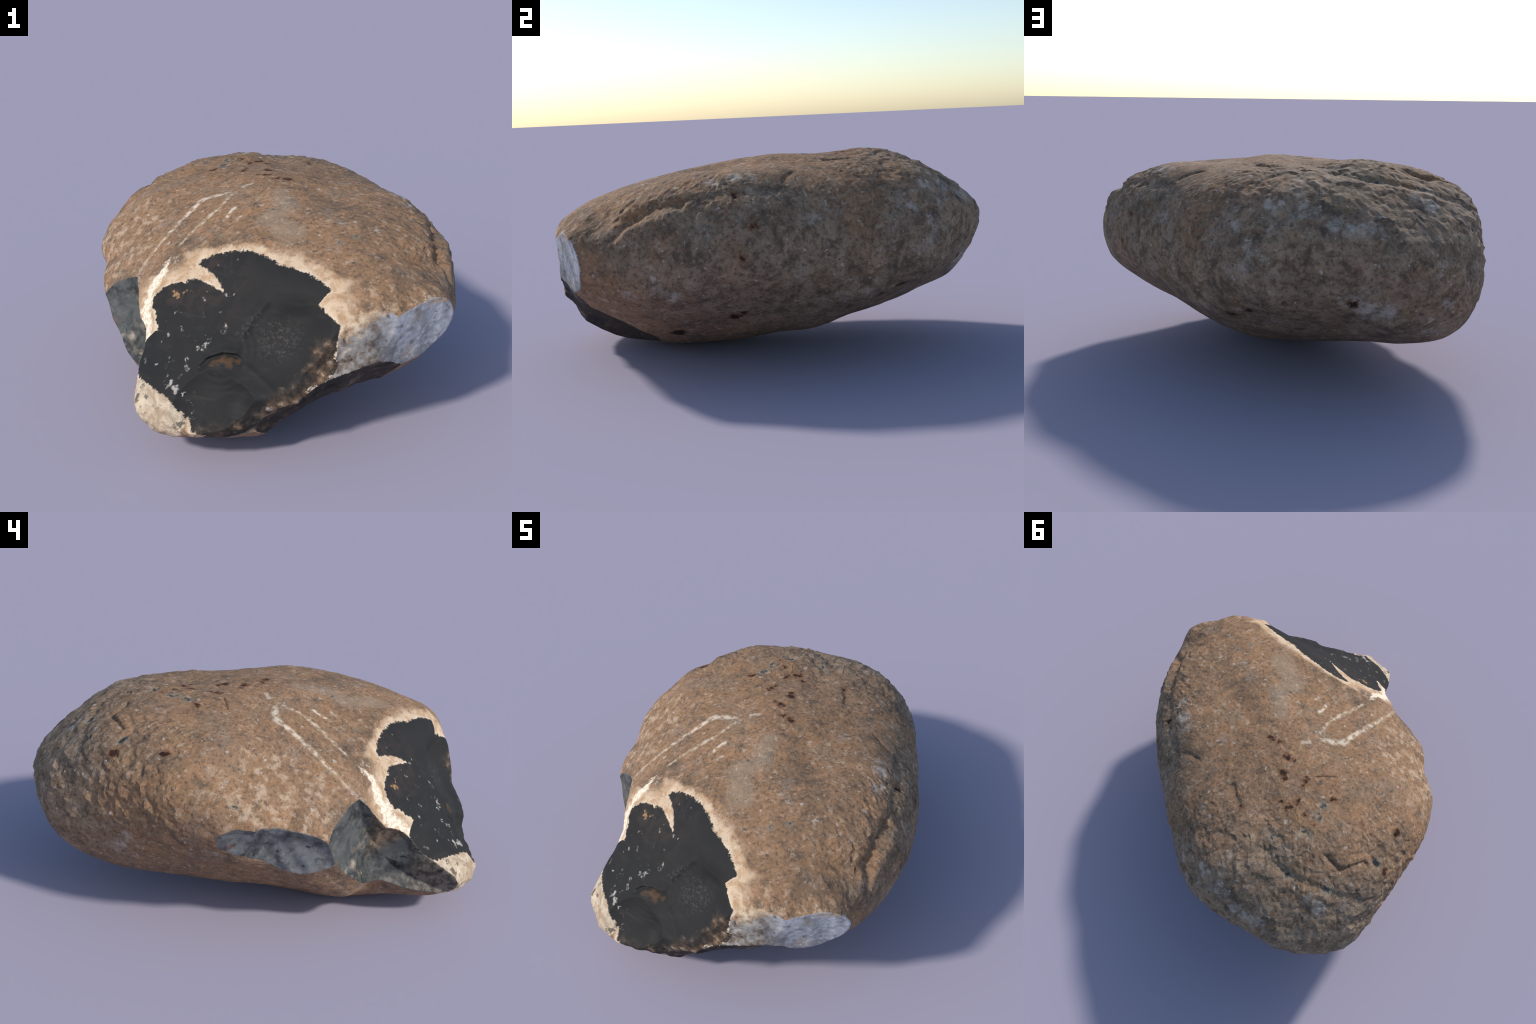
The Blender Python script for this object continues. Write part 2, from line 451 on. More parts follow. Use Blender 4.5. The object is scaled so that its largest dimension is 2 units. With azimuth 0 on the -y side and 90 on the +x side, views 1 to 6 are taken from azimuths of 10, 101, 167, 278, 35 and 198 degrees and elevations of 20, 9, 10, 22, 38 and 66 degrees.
# =====================================================================
# THE BLACK BREAK: its outline, as a radius over one turn round a centre in
# the plane of the break, and the width of the pale rim around it
# =====================================================================
BREAK_O = np.array([0.041, -0.801, 0.540])
BREAK_N = unit(FRACTURE_N)
BREAK_U = unit(np.cross((0, 0, 1), BREAK_N))
BREAK_V = np.cross(BREAK_N, BREAK_U)
OUTLINE = [(0.0, .445), (.006, .425), (.016, .415), (.026, .400), (.037, .470), (.060, .510), (.090, .490),
           (.1136, .447), (.131, .425), (.148, .396), (.171, .400), (.192, .399), (.207, .430), (.227, .430),
           (.266, .400), (.329, .340), (.378, .310), (.427, .310), (.470, .345), (.497, .345), (.523, .353),
           (.534, .372), (.549, .340), (.561, .316), (.5864, .286), (.595, .325), (.6006, .353), (.622, .332),
           (.637, .320), (.656, .314), (.678, .293), (.702, .289), (.725, .287), (.748, .293), (.782, .323),
           (.809, .344), (.843, .367), (.869, .390), (.8885, .403), (.9036, .395), (.914, .352), (.940, .392),
           (.9585, .455), (.9746, .471), (.982, .487), (1.0, .445)]
RIM = [(0.0, .12), (.06, .05), (.10, .03), (.14, .02), (.45, .02), (.50, .04), (.535, .09), (.58, .13), (.62, .06), (.70, .045),
       (.80, .022), (.87, .022), (.91, .10), (.95, .10), (1.0, .12)]
KNOB = np.array([-0.31, -0.92, 0.24])

def break_coordinates(P):
    q = P - BREAK_O
    u, v, w = q @ BREAK_U, q @ BREAK_V, q @ BREAK_N
    return np.arctan2(v, u) / (2 * math.pi) + 0.5, np.hypot(u, v), w

# ---------------------------------------------------------------- parts
cen = P[F].mean(1)
turn, rad, w = break_coordinates(cen)
fl = label[F].max(1)
in_break = (rad < np.interp(turn, *zip(*OUTLINE))) & (np.abs(w) < 0.14) & ((fl < 5) & (fl != 3))
crust = ((fl < 3) & ~in_break)
on_knob = crust & (np.linalg.norm(cen - KNOB, axis=1) < 0.15) & (turn < 0.24)
groups = {
    'cortex': crust & ~on_knob,
    'toe_knob': on_knob,
    'fracture_face': in_break,
    'grey_facet': (fl == 3) | ((fl == 4) & ~in_break),
    'under_chip': (fl >= 5) & (fl <= 7),
    'side_scar': (fl >= 8) & (fl <= 10),
    'notch_scar': fl >= 100,
}

whole = bpy.data.meshes.new('whole')
whole.from_pydata(P.tolist(), [], F.tolist())
whole.update()
VN = np.empty(len(P) * 3, np.float32)
whole.vertex_normals.foreach_get('vector', VN)
VN = VN.reshape(-1, 3)
bpy.data.meshes.remove(whole)

root = bpy.data.objects.new('flint_nodule', None)
bpy.context.scene.collection.objects.link(root)
root['label'] = 'brown weathered flint nodule with a broken black face'
root['category'] = 'stone'

# =====================================================================
# MATERIALS
# =====================================================================
class Nodes:
    """Small helper that writes node trees as expressions."""
    def __init__(self, name, roughness=0.85):
        self.mat = bpy.data.materials.new(name)
        self.mat.use_nodes = True
        self.t = self.mat.node_tree
        self.bsdf = self.t.nodes['Principled BSDF']
        self.bsdf.inputs['Roughness'].default_value = roughness
        self.bsdf.inputs['Specular IOR Level'].default_value = 0.25
        self.p = self.t.nodes.new('ShaderNodeTexCoord').outputs['Object']

    def put(self, sock, val):
        if isinstance(val, bpy.types.NodeSocket):
            self.t.links.new(val, sock)
        elif sock.type == 'RGBA' and len(val) == 3:
            sock.default_value = (*val, 1)
        else:
            sock.default_value = val

    def m(self, op, a, b=0.0, c=0.0, clamp=False):
        n = self.t.nodes.new('ShaderNodeMath')
        n.operation = op
        n.use_clamp = clamp
        for i, x in enumerate((a, b, c)):
            self.put(n.inputs[i], x)
        return n.outputs[0]

    def v(self, op, a, b=(0, 0, 0), scale=1.0):
        n = self.t.nodes.new('ShaderNodeVectorMath')
        n.operation = op
        self.put(n.inputs[0], a)
        self.put(n.inputs[1], tuple(b) if not isinstance(b, bpy.types.NodeSocket) else b)
        if op == 'SCALE':
            self.put(n.inputs['Scale'], scale)
        return n.outputs['Value' if op in ('LENGTH', 'DOT_PRODUCT', 'DISTANCE') else 'Vector']

    def noise(self, scale, detail=4.0, rough=0.55, seed=0.0, vec=None, color=False, distortion=0.0):
        n = self.t.nodes.new('ShaderNodeTexNoise')
        q = self.v('ADD', vec or self.p, (seed * 3.7, seed * 1.9, seed * 5.3))
        self.put(n.inputs['Vector'], q)
        n.inputs['Scale'].default_value = scale
        n.inputs['Detail'].default_value = detail
        n.inputs['Roughness'].default_value = rough
        n.inputs['Distortion'].default_value = distortion
        return n.outputs['Color' if color else 'Fac']

    def step(self, x, lo, hi):
        n = self.t.nodes.new('ShaderNodeMapRange')
        n.interpolation_type = 'SMOOTHSTEP'
        self.put(n.inputs['Value'], x)
        a, b, o0, o1 = (lo, hi, 0.0, 1.0) if lo < hi else (hi, lo, 1.0, 0.0)
        for k, val in (('From Min', a), ('From Max', b), ('To Min', o0), ('To Max', o1)):
            n.inputs[k].default_value = val
        return n.outputs['Result']

    def mix(self, fac, a, b, blend='MIX'):
        n = self.t.nodes.new('ShaderNodeMix')
        n.data_type = 'RGBA'
        n.blend_type = blend
        self.put(n.inputs[0], fac)
        self.put(n.inputs[6], a)
        self.put(n.inputs[7], b)
        return n.outputs[2]

    def ramp(self, x, stops):
        n = self.t.nodes.new('ShaderNodeValToRGB')
        e = n.color_ramp.elements
        while len(e) < len(stops):
            e.new(0.5)
        for el, (pos, col) in zip(e, stops):
            el.position = pos
            el.color = (*col, 1)
        self.put(n.inputs[0], x)
        return n.outputs[0]

    def curve(self, x, pts):
        n = self.t.nodes.new('ShaderNodeFloatCurve')
        c = n.mapping.curves[0]
        for i, (a, b) in enumerate(pts):
            if i == 0:
                c.points[0].location = (a, b)
            elif i == len(pts) - 1:
                c.points[len(c.points) - 1].location = (a, b)
            else:
                c.points.new(a, b)
        for pt in c.points:
            pt.handle_type = 'VECTOR'
        n.mapping.update()
        self.put(n.inputs['Value'], x)
        return n.outputs[0]

    def spots(self, q, places):
        """Smallest distance from q to the rims of given spots (x, y, z, radius)."""
        best = None
        for x, y, z, r in places:
            d = self.m('SUBTRACT', self.v('DISTANCE', q, (x, y, z)), r)
            best = d if best is None else self.m('MINIMUM', best, d)
        return best

    def line(self, q, pts, widths):
        """Distance from q to a streak whose half width runs along its points."""
        best = None
        for a, b, wa, wb in zip(pts[:-1], pts[1:], widths[:-1], widths[1:]):
            a = np.array(a); b = np.array(b)
            ab = b - a
            t = self.m('DIVIDE', self.v('DOT_PRODUCT', self.v('SUBTRACT', q, tuple(a)), tuple(ab)), float(ab @ ab), clamp=True)
            near = self.v('ADD', self.v('SCALE', tuple(ab), scale=t), tuple(a))
            d = self.m('SUBTRACT', self.v('DISTANCE', q, near), self.m('MULTIPLY_ADD', t, wb - wa, wa))
            best = d if best is None else self.m('MINIMUM', best, d)
        return best

    def finish(self, color, height, strength=0.35, distance=0.01):
        b = self.t.nodes.new('ShaderNodeBump')
        b.inputs['Strength'].default_value = strength
        b.inputs['Distance'].default_value = distance
        self.put(b.inputs['Height'], height)
        self.t.links.new(b.outputs[0], self.bsdf.inputs['Normal'])
        self.put(self.bsdf.inputs['Base Color'], color)
        return self.mat

STREAK_A = [(-0.145, -0.053, 0.868), (-0.223, -0.059, 0.849), (-0.278, -0.079, 0.833), (-0.343, -0.188, 0.785),
            (-0.420, -0.314, 0.705), (-0.467, -0.400, 0.636), (-0.480, -0.437, 0.601)]
STREAK_B = [(-0.138, -0.061, 0.869), (-0.178, -0.182, 0.836), (-0.238, -0.262, 0.795), (-0.292, -0.343, 0.748), (-0.316, -0.384, 0.722)]
STREAK_C = [(-0.111, -0.217, 0.843), (-0.129, -0.259, 0.826), (-0.143, -0.308, 0.807)]
STREAK_PATCH = [(-0.076, 0.004, 0.892), (-0.107, -0.013, 0.883)]
STREAK_FAINT = [(-0.070, -0.296, 0.829), (-0.086, -0.320, 0.820)]
CREAM_BLOB = [(-0.350, -0.455, 0.673), (-0.363, -0.503, 0.639), (-0.412, -0.539, 0.575), (-0.425, -0.585, 0.50), (-0.405, -0.68, 0.425), (-0.385, -0.80, 0.335)]
TONGUE = [(-0.240, -0.535, 0.675), (-0.185, -0.562, 0.667), (-0.132, -0.600, 0.652), (-0.084, -0.644, 0.631)]
RUST = [(0.084, 0.028, 0.905, .019), (0.037, 0.041, 0.905, .018), (-0.022, 0.113, 0.905, .018), (-0.064, 0.117, 0.903, .015),
        (-0.025, 0.199, 0.905, .020), (-0.041, 0.233, 0.904, .011), (-0.153, 0.207, 0.897, .016), (-0.143, 0.242, 0.899, .009),
        (-0.141, 0.329, 0.904, .014), (-0.109, 0.373, 0.906, .016), (-0.190, 0.392, 0.907, .009), (-0.314, 0.263, 0.883, .015),
        (0.131, 0.425, 0.890, .016), (-0.659, 0.325, 0.782, .020), (-0.278, 0.605, 0.881, .009), (-0.646, 0.534, 0.759, .019),
        (-0.053, 0.354, 0.905, .012), (-0.251, 0.435, 0.906, .009), (-0.765, 0.056, 0.497, .016), (-0.749, 0.037, 0.463, .027),
        (-0.744, 0.016, 0.467, .019), (0.665, 0.009, 0.773, .016), (0.722, 0.100, 0.653, .012), (0.759, 0.063, 0.543, .011),
        (0.429, -0.319, 0.156, .034), (0.506, -0.035, 0.241, .027), (0.534, 0.0, 0.266, .019), (0.353, 0.561, 0.324, .019),
        (0.308, 0.640, 0.349, .019), (-0.038, 0.899, 0.412, .019)]
GREY_SPOT = [(-0.271, 0.317, 0.894, .016), (-0.252, 0.366, 0.901, .013), (-0.266, 0.396, 0.902, .013), (-0.206, 0.478, 0.899, .017),
             (-0.242, 0.493, 0.896, .017), (-0.030, 0.522, 0.889, .010), (-0.068, 0.544, 0.886, .010), (-0.185, 0.698, 0.839, .016),
             (0.369, -0.543, 0.805, .010), (-0.393, 0.707, 0.802, .018), (-0.594, 0.513, 0.802, .020), (0.431, -0.49, 0.817, .008),
             (-0.772, 0.012, 0.637, .010), (-0.132, -0.409, 0.774, .007)]
WHITE_PATCH = [(0.613, -0.077, 0.831, .035), (0.578, 0.006, 0.835, .04), (0.558, 0.047, 0.838, .03), (0.147, 0.772, 0.803, .02),
               (0.140, 0.806, 0.778, .02), (-0.009, 0.922, 0.697, .03), (-0.063, 0.937, 0.687, .03), (0.038, 0.902, 0.709, .03),
               (-0.109, 0.930, 0.700, .025), (-0.325, 0.770, 0.79, .03), (-0.375, 0.799, 0.757, .035), (-0.099, 0.901, 0.390, .045),
               (-0.171, 0.916, 0.383, .04), (-0.036, 0.905, 0.423, .03), (-0.393, 0.943, 0.403, .03), (0.246, 0.748, 0.773, .025),
               (0.605, 0.317, 0.674, .022), (0.370, 0.703, 0.685, .025), (0.772, -0.412, 0.401, .025), (0.753, -0.230, 0.387, .035),
               (-0.702, 0.464, 0.424, .035), (-0.666, 0.512, 0.363, .03), (0.118, 0.688, 0.852, .02), (-0.185, 0.512, 0.905, .015)]
PALE_BAND = [(0.075, -0.121, 0.892), (0.118, -0.266, 0.867), (0.058, -0.353, 0.836), (0.175, -0.470, 0.815)]
CHALK = [(-0.064, -0.778, 0.530, .012), (-0.150, -0.808, 0.457, .010), (-0.125, -0.806, 0.471, .010), (-0.311, -0.733, 0.456, .006),
         (-0.296, -0.724, 0.471, .005), (-0.197, -0.832, 0.411, .006), (-0.197, -0.854, 0.390, .006), (-0.250, -0.892, 0.333, .011),
         (-0.229, -0.910, 0.325, .012), (-0.181, -0.921, 0.311, .009), (-0.279, -0.801, 0.405, .004), (-0.331, -0.808, 0.378, .005),
         (0.152, -0.943, 0.282, .014), (-0.158, -0.651, 0.593, .006), (-0.06, -0.66, 0.62, .005), (-0.03, -0.665, 0.625, .005)]
OCHRE = [(-0.287, -0.595, 0.593, .012), (-0.215, -0.611, 0.607, .007), (-0.250, -0.60, 0.60, .006), (-0.064, -0.765, 0.537, .008)]

def grain(N):
    """The noises that every part shares, and a raggedly displaced position."""
    fine = N.noise(64, 3, 0.65, 1)
    mid = N.noise(15, 6, 0.68, 2, distortion=0.5)
    ws = N.v('SUBTRACT', N.noise(30, 4, 0.65, 5, color=True), (.5, .5, .5))
    return fine, mid, N.v('ADD', N.p, N.v('SCALE', ws, scale=0.08)), N.v('ADD', N.p, N.v('SCALE', ws, scale=0.020))

def crust_colour(N, fine, mid, q, qs):
    """Weathered brown crust with its marks."""
    broad = N.noise(3.0, 4, 0.6, 3)
    col = N.ramp(broad, [(0.30, (.150, .098, .063)), (0.45, (.225, .136, .080)), (0.58, (.265, .150, .080)), (0.72, (.235, .160, .105))])
    col = N.mix(N.m('MULTIPLY', N.step(mid, 0.50, 0.68), 0.75), col, (.38, .215, .118))
    col = N.mix(N.m('MULTIPLY', N.step(mid, 0.47, 0.32), 0.80), col, (.098, .073, .054))
    pale = N.noise(26, 5, 0.65, 6)
    col = N.mix(N.m('MULTIPLY', N.step(pale, 0.54, 0.70), 0.75), col, (.44, .325, .225))
    # the back and the flanks: greyer, with chalky bloom
    xyz = N.t.nodes.new('ShaderNodeSeparateXYZ')
    N.t.links.new(N.p, xyz.inputs[0])
    wob = N.m('MULTIPLY_ADD', N.noise(3.4, 4, 0.65, 8), 1.0, -0.5)
    back = N.step(N.m('ADD', xyz.outputs[1], wob), 0.35, 0.85)
    right = N.step(N.m('ADD', N.v('DOT_PRODUCT', N.p, (0.75, 0.45, -0.35)), wob), 0.10, 0.42)
    grey_side = N.m('MAXIMUM', back, right)
    col = N.mix(N.m('MULTIPLY', grey_side, 0.50), col, N.mix(N.step(mid, 0.38, 0.60), (.082, .066, .050), (.285, .235, .178)))
    patch = N.noise(7, 7, 0.7, 9)
    col = N.mix(N.m('MULTIPLY', N.step(patch, 0.46, 0.34), 0.40), col, (.255, .155, .075))
    bloom = N.m('MULTIPLY', N.step(patch, 0.55, 0.70), N.m('MULTIPLY', N.m('MULTIPLY_ADD', grey_side, 0.30, 0.25), N.m('MULTIPLY_ADD', N.step(pale, 0.42, 0.58), 0.6, 0.5)))
    col = N.mix(bloom, col, (.43, .375, .325))
    col = N.mix(N.m('MULTIPLY', N.step(fine, 0.48, 0.34), 0.65), col, (.078, .058, .045))
    col = N.mix(N.m('MULTIPLY', N.step(fine, 0.55, 0.70), 0.50), col, N.mix(grey_side, (.40, .26, .16), (.34, .28, .22)))
    # rosy cast of the underside's crust
    rosy = N.step(N.m('ADD', xyz.outputs[2], N.m('MULTIPLY', wob, 0.4)), 0.42, 0.18)
    col = N.mix(N.m('MULTIPLY', rosy, 0.15), col, (.225, .170, .145))
    flank = N.m('MULTIPLY', N.step(N.v('DISTANCE', q, (-0.70, -0.15, 0.62)), 0.42, 0.10), N.step(pale, 0.46, 0.62))
    col = N.mix(N.m('MULTIPLY', flank, 0.60), col, (.47, .345, .24))
    # chalky patches, and a paler band across the top
    white = N.m('MULTIPLY', N.step(N.spots(q, WHITE_PATCH), 0.016, -0.016), N.step(pale, 0.38, 0.58))
    col = N.mix(N.m('MULTIPLY', white, 0.58), col, (.47, .42, .37))
    band = N.step(N.line(q, PALE_BAND, (.03, .06, .05, .06)), 0.03, -0.03)
    col = N.mix(N.m('MULTIPLY', band, 0.35), col, (.36, .29, .215))
    # specks: white, dark and blue-grey grains of uneven shape
    grit = N.noise(44, 2, 0.5, 7)
    col = N.mix(N.m('MULTIPLY', N.step(grit, 0.70, 0.75), 0.6), col, (.50, .47, .45))
    col = N.mix(N.m('MULTIPLY', N.step(grit, 0.29, 0.25), 0.8), col, (.060, .056, .054))
    chips = N.noise(23, 3, 0.6, 43)
    col = N.mix(N.m('MULTIPLY', N.step(chips, 0.66, 0.71), 0.55), col, (.50, .44, .38))
    col = N.mix(N.m('MULTIPLY', N.step(chips, 0.32, 0.28), 0.70), col, (.070, .058, .050))
    # pale scratches
    worn = N.step(pale, 0.40, 0.56)
    sa = N.step(N.line(qs, STREAK_A, (.003, .008, .012, .008, .004, .004, .002)), 0.013, -0.005)
    sb = N.step(N.line(qs, STREAK_B, (.003, .004, .008, .005, .002)), 0.011, -0.004)
    sc = N.step(N.line(qs, STREAK_C, (.007, .009, .003)), 0.007, -0.004)
    sp = N.step(N.m('MINIMUM', N.line(qs, STREAK_PATCH, (.008, .008)), N.line(qs, STREAK_FAINT, (.006, .004))), 0.010, -0.004)
    s_all = N.m('MAXIMUM', N.m('MAXIMUM', sa, sb), N.m('MAXIMUM', sc, N.m('MULTIPLY', sp, 0.6)))
    col = N.mix(N.m('MULTIPLY', s_all, N.m('MULTIPLY_ADD', worn, 0.55, 0.32)), col, N.mix(worn, (.46, .33, .21), (.66, .55, .43)))
    # rust and bare flint showing through
    d = N.spots(q, RUST)
    col = N.mix(N.m('MULTIPLY', N.step(d, 0.016, 0.0), 0.6), col, (.15, .062, .026))
    col = N.mix(N.step(d, 0.004, -0.007), col, (.035, .015, .010))
    d = N.spots(q, GREY_SPOT)
    col = N.mix(N.m('MULTIPLY', N.step(d, 0.018, 0.002), 0.40), col, (.27, .245, .185))
    return N.mix(N.step(d, 0.004, -0.006), col, (.045, .050, .048))

def break_masks(N):
    o = N.v('SUBTRACT', N.p, tuple(BREAK_O))
    u, v, w = (N.v('DOT_PRODUCT', o, tuple(a)) for a in (BREAK_U, BREAK_V, BREAK_N))
    turn = N.m('MULTIPLY_ADD', N.m('ARCTAN2', v, u), 1 / (2 * math.pi), 0.5)
    rad = N.m('SQRT', N.m('ADD', N.m('MULTIPLY', u, u), N.m('MULTIPLY', v, v)))
    ragged = N.m('ADD', N.m('MULTIPLY_ADD', N.noise(60, 4, 0.7, 11), 0.050, -0.025), N.m('MULTIPLY_ADD', N.noise(16, 3, 0.5, 12), 0.030, -0.015))
    past = N.m('ADD', N.m('SUBTRACT', rad, N.curve(turn, OUTLINE)), ragged)
    front = N.m('MULTIPLY', N.step(w, -0.19, -0.15), N.step(w, 0.12, 0.09))
    tongue = N.m('ADD', N.line(N.p, TONGUE, (.030, .026, .020, .004)), N.m('MULTIPLY', ragged, 0.6))
    past = N.m('MAXIMUM', past, N.m('MULTIPLY', tongue, -1.0))
    return u, v, turn, past, front, N.m('MULTIPLY', N.step(past, 0.004, -0.004), front)

def pale_rim(N, past, fine, mid):
    """Cream by the edge of the break, tan further out, dark specks."""
    pale = N.mix(N.step(mid, 0.38, 0.62), (.40, .25, .14), (.56, .42, .29))
    core = N.m('MULTIPLY', N.step(past, 0.028, 0.0), N.m('MULTIPLY_ADD', N.step(N.noise(9, 3, 0.6, 21), 0.40, 0.60), 0.65, 0.15))
    pale = N.mix(core, pale, (.66, .55, .42))
    return N.mix(N.m('MULTIPLY', N.step(fine, 0.40, 0.28), 0.6), pale, (.17, .12, .085))

FACET_EDGE = [(0.414, -0.850, 0.568), (0.465, -0.832, 0.605), (0.52, -0.81, 0.632), (0.585, -0.784, 0.634), (0.65, -0.746, 0.637), (0.72, -0.70, 0.643), (0.786, -0.631, 0.634)]

def facet_border(N, col, q, fine):
    """Worn pale border with brown stains where crust meets the grey facet."""
    d = N.m('ADD', N.line(q, FACET_EDGE, (.030, .034, .022, .014, .010, .012, .018)), N.m('MULTIPLY_ADD', N.noise(18, 4, 0.65, 41), 0.07, -0.035))
    tone = N.ramp(N.noise(24, 4, 0.6, 42), [(0.36, (.10, .070, .046)), (0.46, (.34, .22, .13)), (0.58, (.52, .40, .28)), (0.70, (.62, .54, .45))])
    return N.mix(N.m('MULTIPLY', N.step(d, 0.008, -0.012), 0.85), col, tone)

def cream_blob(N, col, q, fine):
    blob = N.step(N.line(q, CREAM_BLOB, (.006, .016, .022, .030, .022, .008)), 0.010, -0.006)
    return N.mix(blob, col, N.mix(N.step(fine, 0.35, 0.55), (.58, .43, .29), (.80, .70, .56)))

def toe_colour(N, fine, mid):
    """Chalky toe: cream crust with dark pits."""
    pits = N.m('MULTIPLY', N.step(N.noise(30, 3, 0.6, 14), 0.45, 0.33), 0.85)
    return N.mix(pits, N.mix(N.step(mid, 0.36, 0.64), (.36, .265, .18), (.60, .49, .36)), (.085, .072, .06))

def flint_colour(N, u, v, turn, past, q, fine, mid):
    """The black flint of the break with its flecks, ripples and muddy lower edge."""
    flint = N.mix(N.noise(9, 4, 0.6, 15), (.012, .012, .012), (.022, .021, .020))
    streaky = N.t.nodes.new('ShaderNodeTexNoise')
    N.put(streaky.inputs['Vector'], N.v('MULTIPLY', N.p, (9, 9, 42)))
    streaky.inputs['Scale'].default_value = 1.0
    flint = N.mix(N.m('MULTIPLY', N.step(streaky.outputs[0], 0.55, 0.75), 0.35), flint, (.036, .033, .031))
    speckle = N.step(N.noise(80, 3, 0.7, 16), 0.46, 0.70)
    dust = N.m('MULTIPLY', N.step(N.v('DISTANCE', q, (0.16, -0.79, 0.50)), 0.12, 0.03), speckle)
    flint = N.mix(N.m('MULTIPLY', dust, 0.5), flint, (.10, .085, .08))
    rib = N.m('MULTIPLY', N.step(N.line(q, [(0.015, -0.785, 0.510), (0.075, -0.75, 0.58)], (.012, .012)), 0.02, -0.01), speckle)
    flint = N.mix(N.m('MULTIPLY', rib, 0.5), flint, (.11, .09, .085))
    lip = N.step(N.line(q, [(-0.090, -0.860, 0.420), (-0.045, -0.852, 0.432), (0.012, -0.850, 0.422)], (.006, .014, .010)), 0.012, -0.006)
    flint = N.mix(N.m('MULTIPLY', lip, 0.75), flint, N.mix(mid, (.030, .020, .014), (.16, .085, .040)))
    left = N.step(u, -0.02, -0.16)
    flint = N.mix(N.m('MULTIPLY', N.m('MULTIPLY', N.step(v, -0.02, 0.08), left), N.m('MULTIPLY', N.step(mid, 0.45, 0.62), 0.35)), flint, (.065, .040, .030))
    fleck = N.m('MULTIPLY', N.step(N.noise(38, 4, 0.65, 17), 0.62, 0.70), N.m('MULTIPLY', left, N.step(N.noise(7, 2, 0.5, 18), 0.42, 0.58)))
    flint = N.mix(N.m('MULTIPLY', fleck, 0.7), flint, (.36, .31, .26))
    flint = N.mix(N.step(N.spots(q, OCHRE), 0.006, -0.004), flint, (.30, .18, .085))
    flint = N.mix(N.m('MULTIPLY', N.step(N.spots(q, CHALK), 0.006, -0.004), 0.8), flint, (.44, .41, .37))
    # brown, half-crusted lower edge
    low = N.step(N.m('ADD', past, N.m('MULTIPLY_ADD', N.noise(12, 5, 0.65, 19), 0.22, -0.11)), -0.09, 0.01)
    low = N.m('MULTIPLY', low, N.m('MULTIPLY', N.step(turn, 0.20, 0.25), N.step(turn, 0.53, 0.49)))
    mud = N.ramp(N.noise(28, 5, 0.65, 20), [(0.34, (.020, .018, .017)), (0.48, (.085, .056, .037)), (0.58, (.19, .115, .065)), (0.70, (.42, .36, .29))])
    return N.mix(low, flint, mud)

def crust_material():
    N = Nodes('weathered_crust', 0.88)
    fine, mid, q, qs = grain(N)
    col = crust_colour(N, fine, mid, q, qs)
    u, v, turn, past, front, black = break_masks(N)
    width = N.m('MULTIPLY_ADD', N.noise(11, 5, 0.7, 13), 0.12, N.m('SUBTRACT', N.curve(turn, RIM), 0.052))
    rim = N.m('MULTIPLY', N.step(N.m('DIVIDE', past, N.m('MAXIMUM', width, 0.004)), 1.3, 0.45), front)
    col = N.mix(rim, col, pale_rim(N, past, fine, mid))
    col = cream_blob(N, col, q, fine)
    col = facet_border(N, col, q, fine)
    col = N.mix(black, col, (.016, .016, .016))
    return N.finish(col, N.m('ADD', N.m('MULTIPLY', fine, 0.5), mid), 0.40, 0.012)

def toe_material():
    N = Nodes('chalky_crust', 0.88)
    fine, mid, q, qs = grain(N)
    black = break_masks(N)[-1]
    col = N.mix(black, toe_colour(N, fine, mid), (.016, .016, .016))
    return N.finish(col, N.m('ADD', N.m('MULTIPLY', fine, 0.5), mid), 0.6, 0.016)

def flint_material():
    N = Nodes('black_flint', 0.75)
    fine, mid, q, qs = grain(N)
    u, v, turn, past, front, black = break_masks(N)
    toe = N.m('MULTIPLY', N.step(N.v('DISTANCE', q, tuple(KNOB)), 0.17, 0.15), N.step(turn, 0.25, 0.23))
    col = N.mix(toe, pale_rim(N, past, fine, mid), toe_colour(N, fine, mid))
    col = cream_blob(N, col, q, fine)
    col = N.mix(black, col, flint_colour(N, u, v, turn, past, q, fine, mid))
    return N.finish(col, mid, 0.10, 0.008)

def grey_material(name, dark, light, blue, spots=0.5, crusty=0.25):
    """Patinated flint of a flake scar: clouded grey, pitted, a bit of crust left."""
    N = Nodes(name, 0.7)
    a = N.noise(9, 6, 0.62, 31, distortion=0.6)
    b = N.noise(34, 5, 0.65, 32)
    col = N.mix(N.step(a, 0.36, 0.64), dark, light)
    col = N.mix(N.m('MULTIPLY', N.step(b, 0.50, 0.70), 0.6), col, blue)
    col = N.mix(N.m('MULTIPLY', N.step(b, 0.44, 0.30), spots), col, tuple(0.35 * c for c in dark))
    pit = N.noise(24, 2, 0.5, 35)
    col = N.mix(N.m('MULTIPLY', N.step(pit, 0.33, 0.27), 0.8), col, tuple(0.3 * c for c in dark))
    c = N.step(N.noise(11, 6, 0.65, 33), 0.56, 0.66)
    col = N.mix(N.m('MULTIPLY', c, crusty), col, N.mix(b, (.20, .13, .08), (.55, .43, .31)))
    return N, col, b

def grey_facet_material():
    N, col, b = grey_material('pale_grey_patina', (.20, .205, .215), (.40, .41, .45), (.58, .58, .63), 0.7, 0.28)
    q = N.v('ADD', N.p, N.v('SCALE', N.v('SUBTRACT', N.noise(20, 5, 0.65, 5, color=True), (.5, .5, .5)), scale=0.08))
    # towards the break it is browner and half crusted
    near = N.step(N.v('DOT_PRODUCT', q, (1, 0, 0)), 0.62, 0.50)
    mixed = N.ramp(N.noise(22, 5, 0.65, 34), [(0.36, (.045, .036, .03)), (0.46, (.16, .12, .085)), (0.54, (.24, .225, .21)), (0.62, (.33, .29, .24)), (0.70, (.52, .44, .34))])
    col = N.mix(N.m('MULTIPLY', near, 0.92), col, mixed)
    col = facet_border(N, col, q, b)
    return N.finish(col, b, 0.3, 0.01)

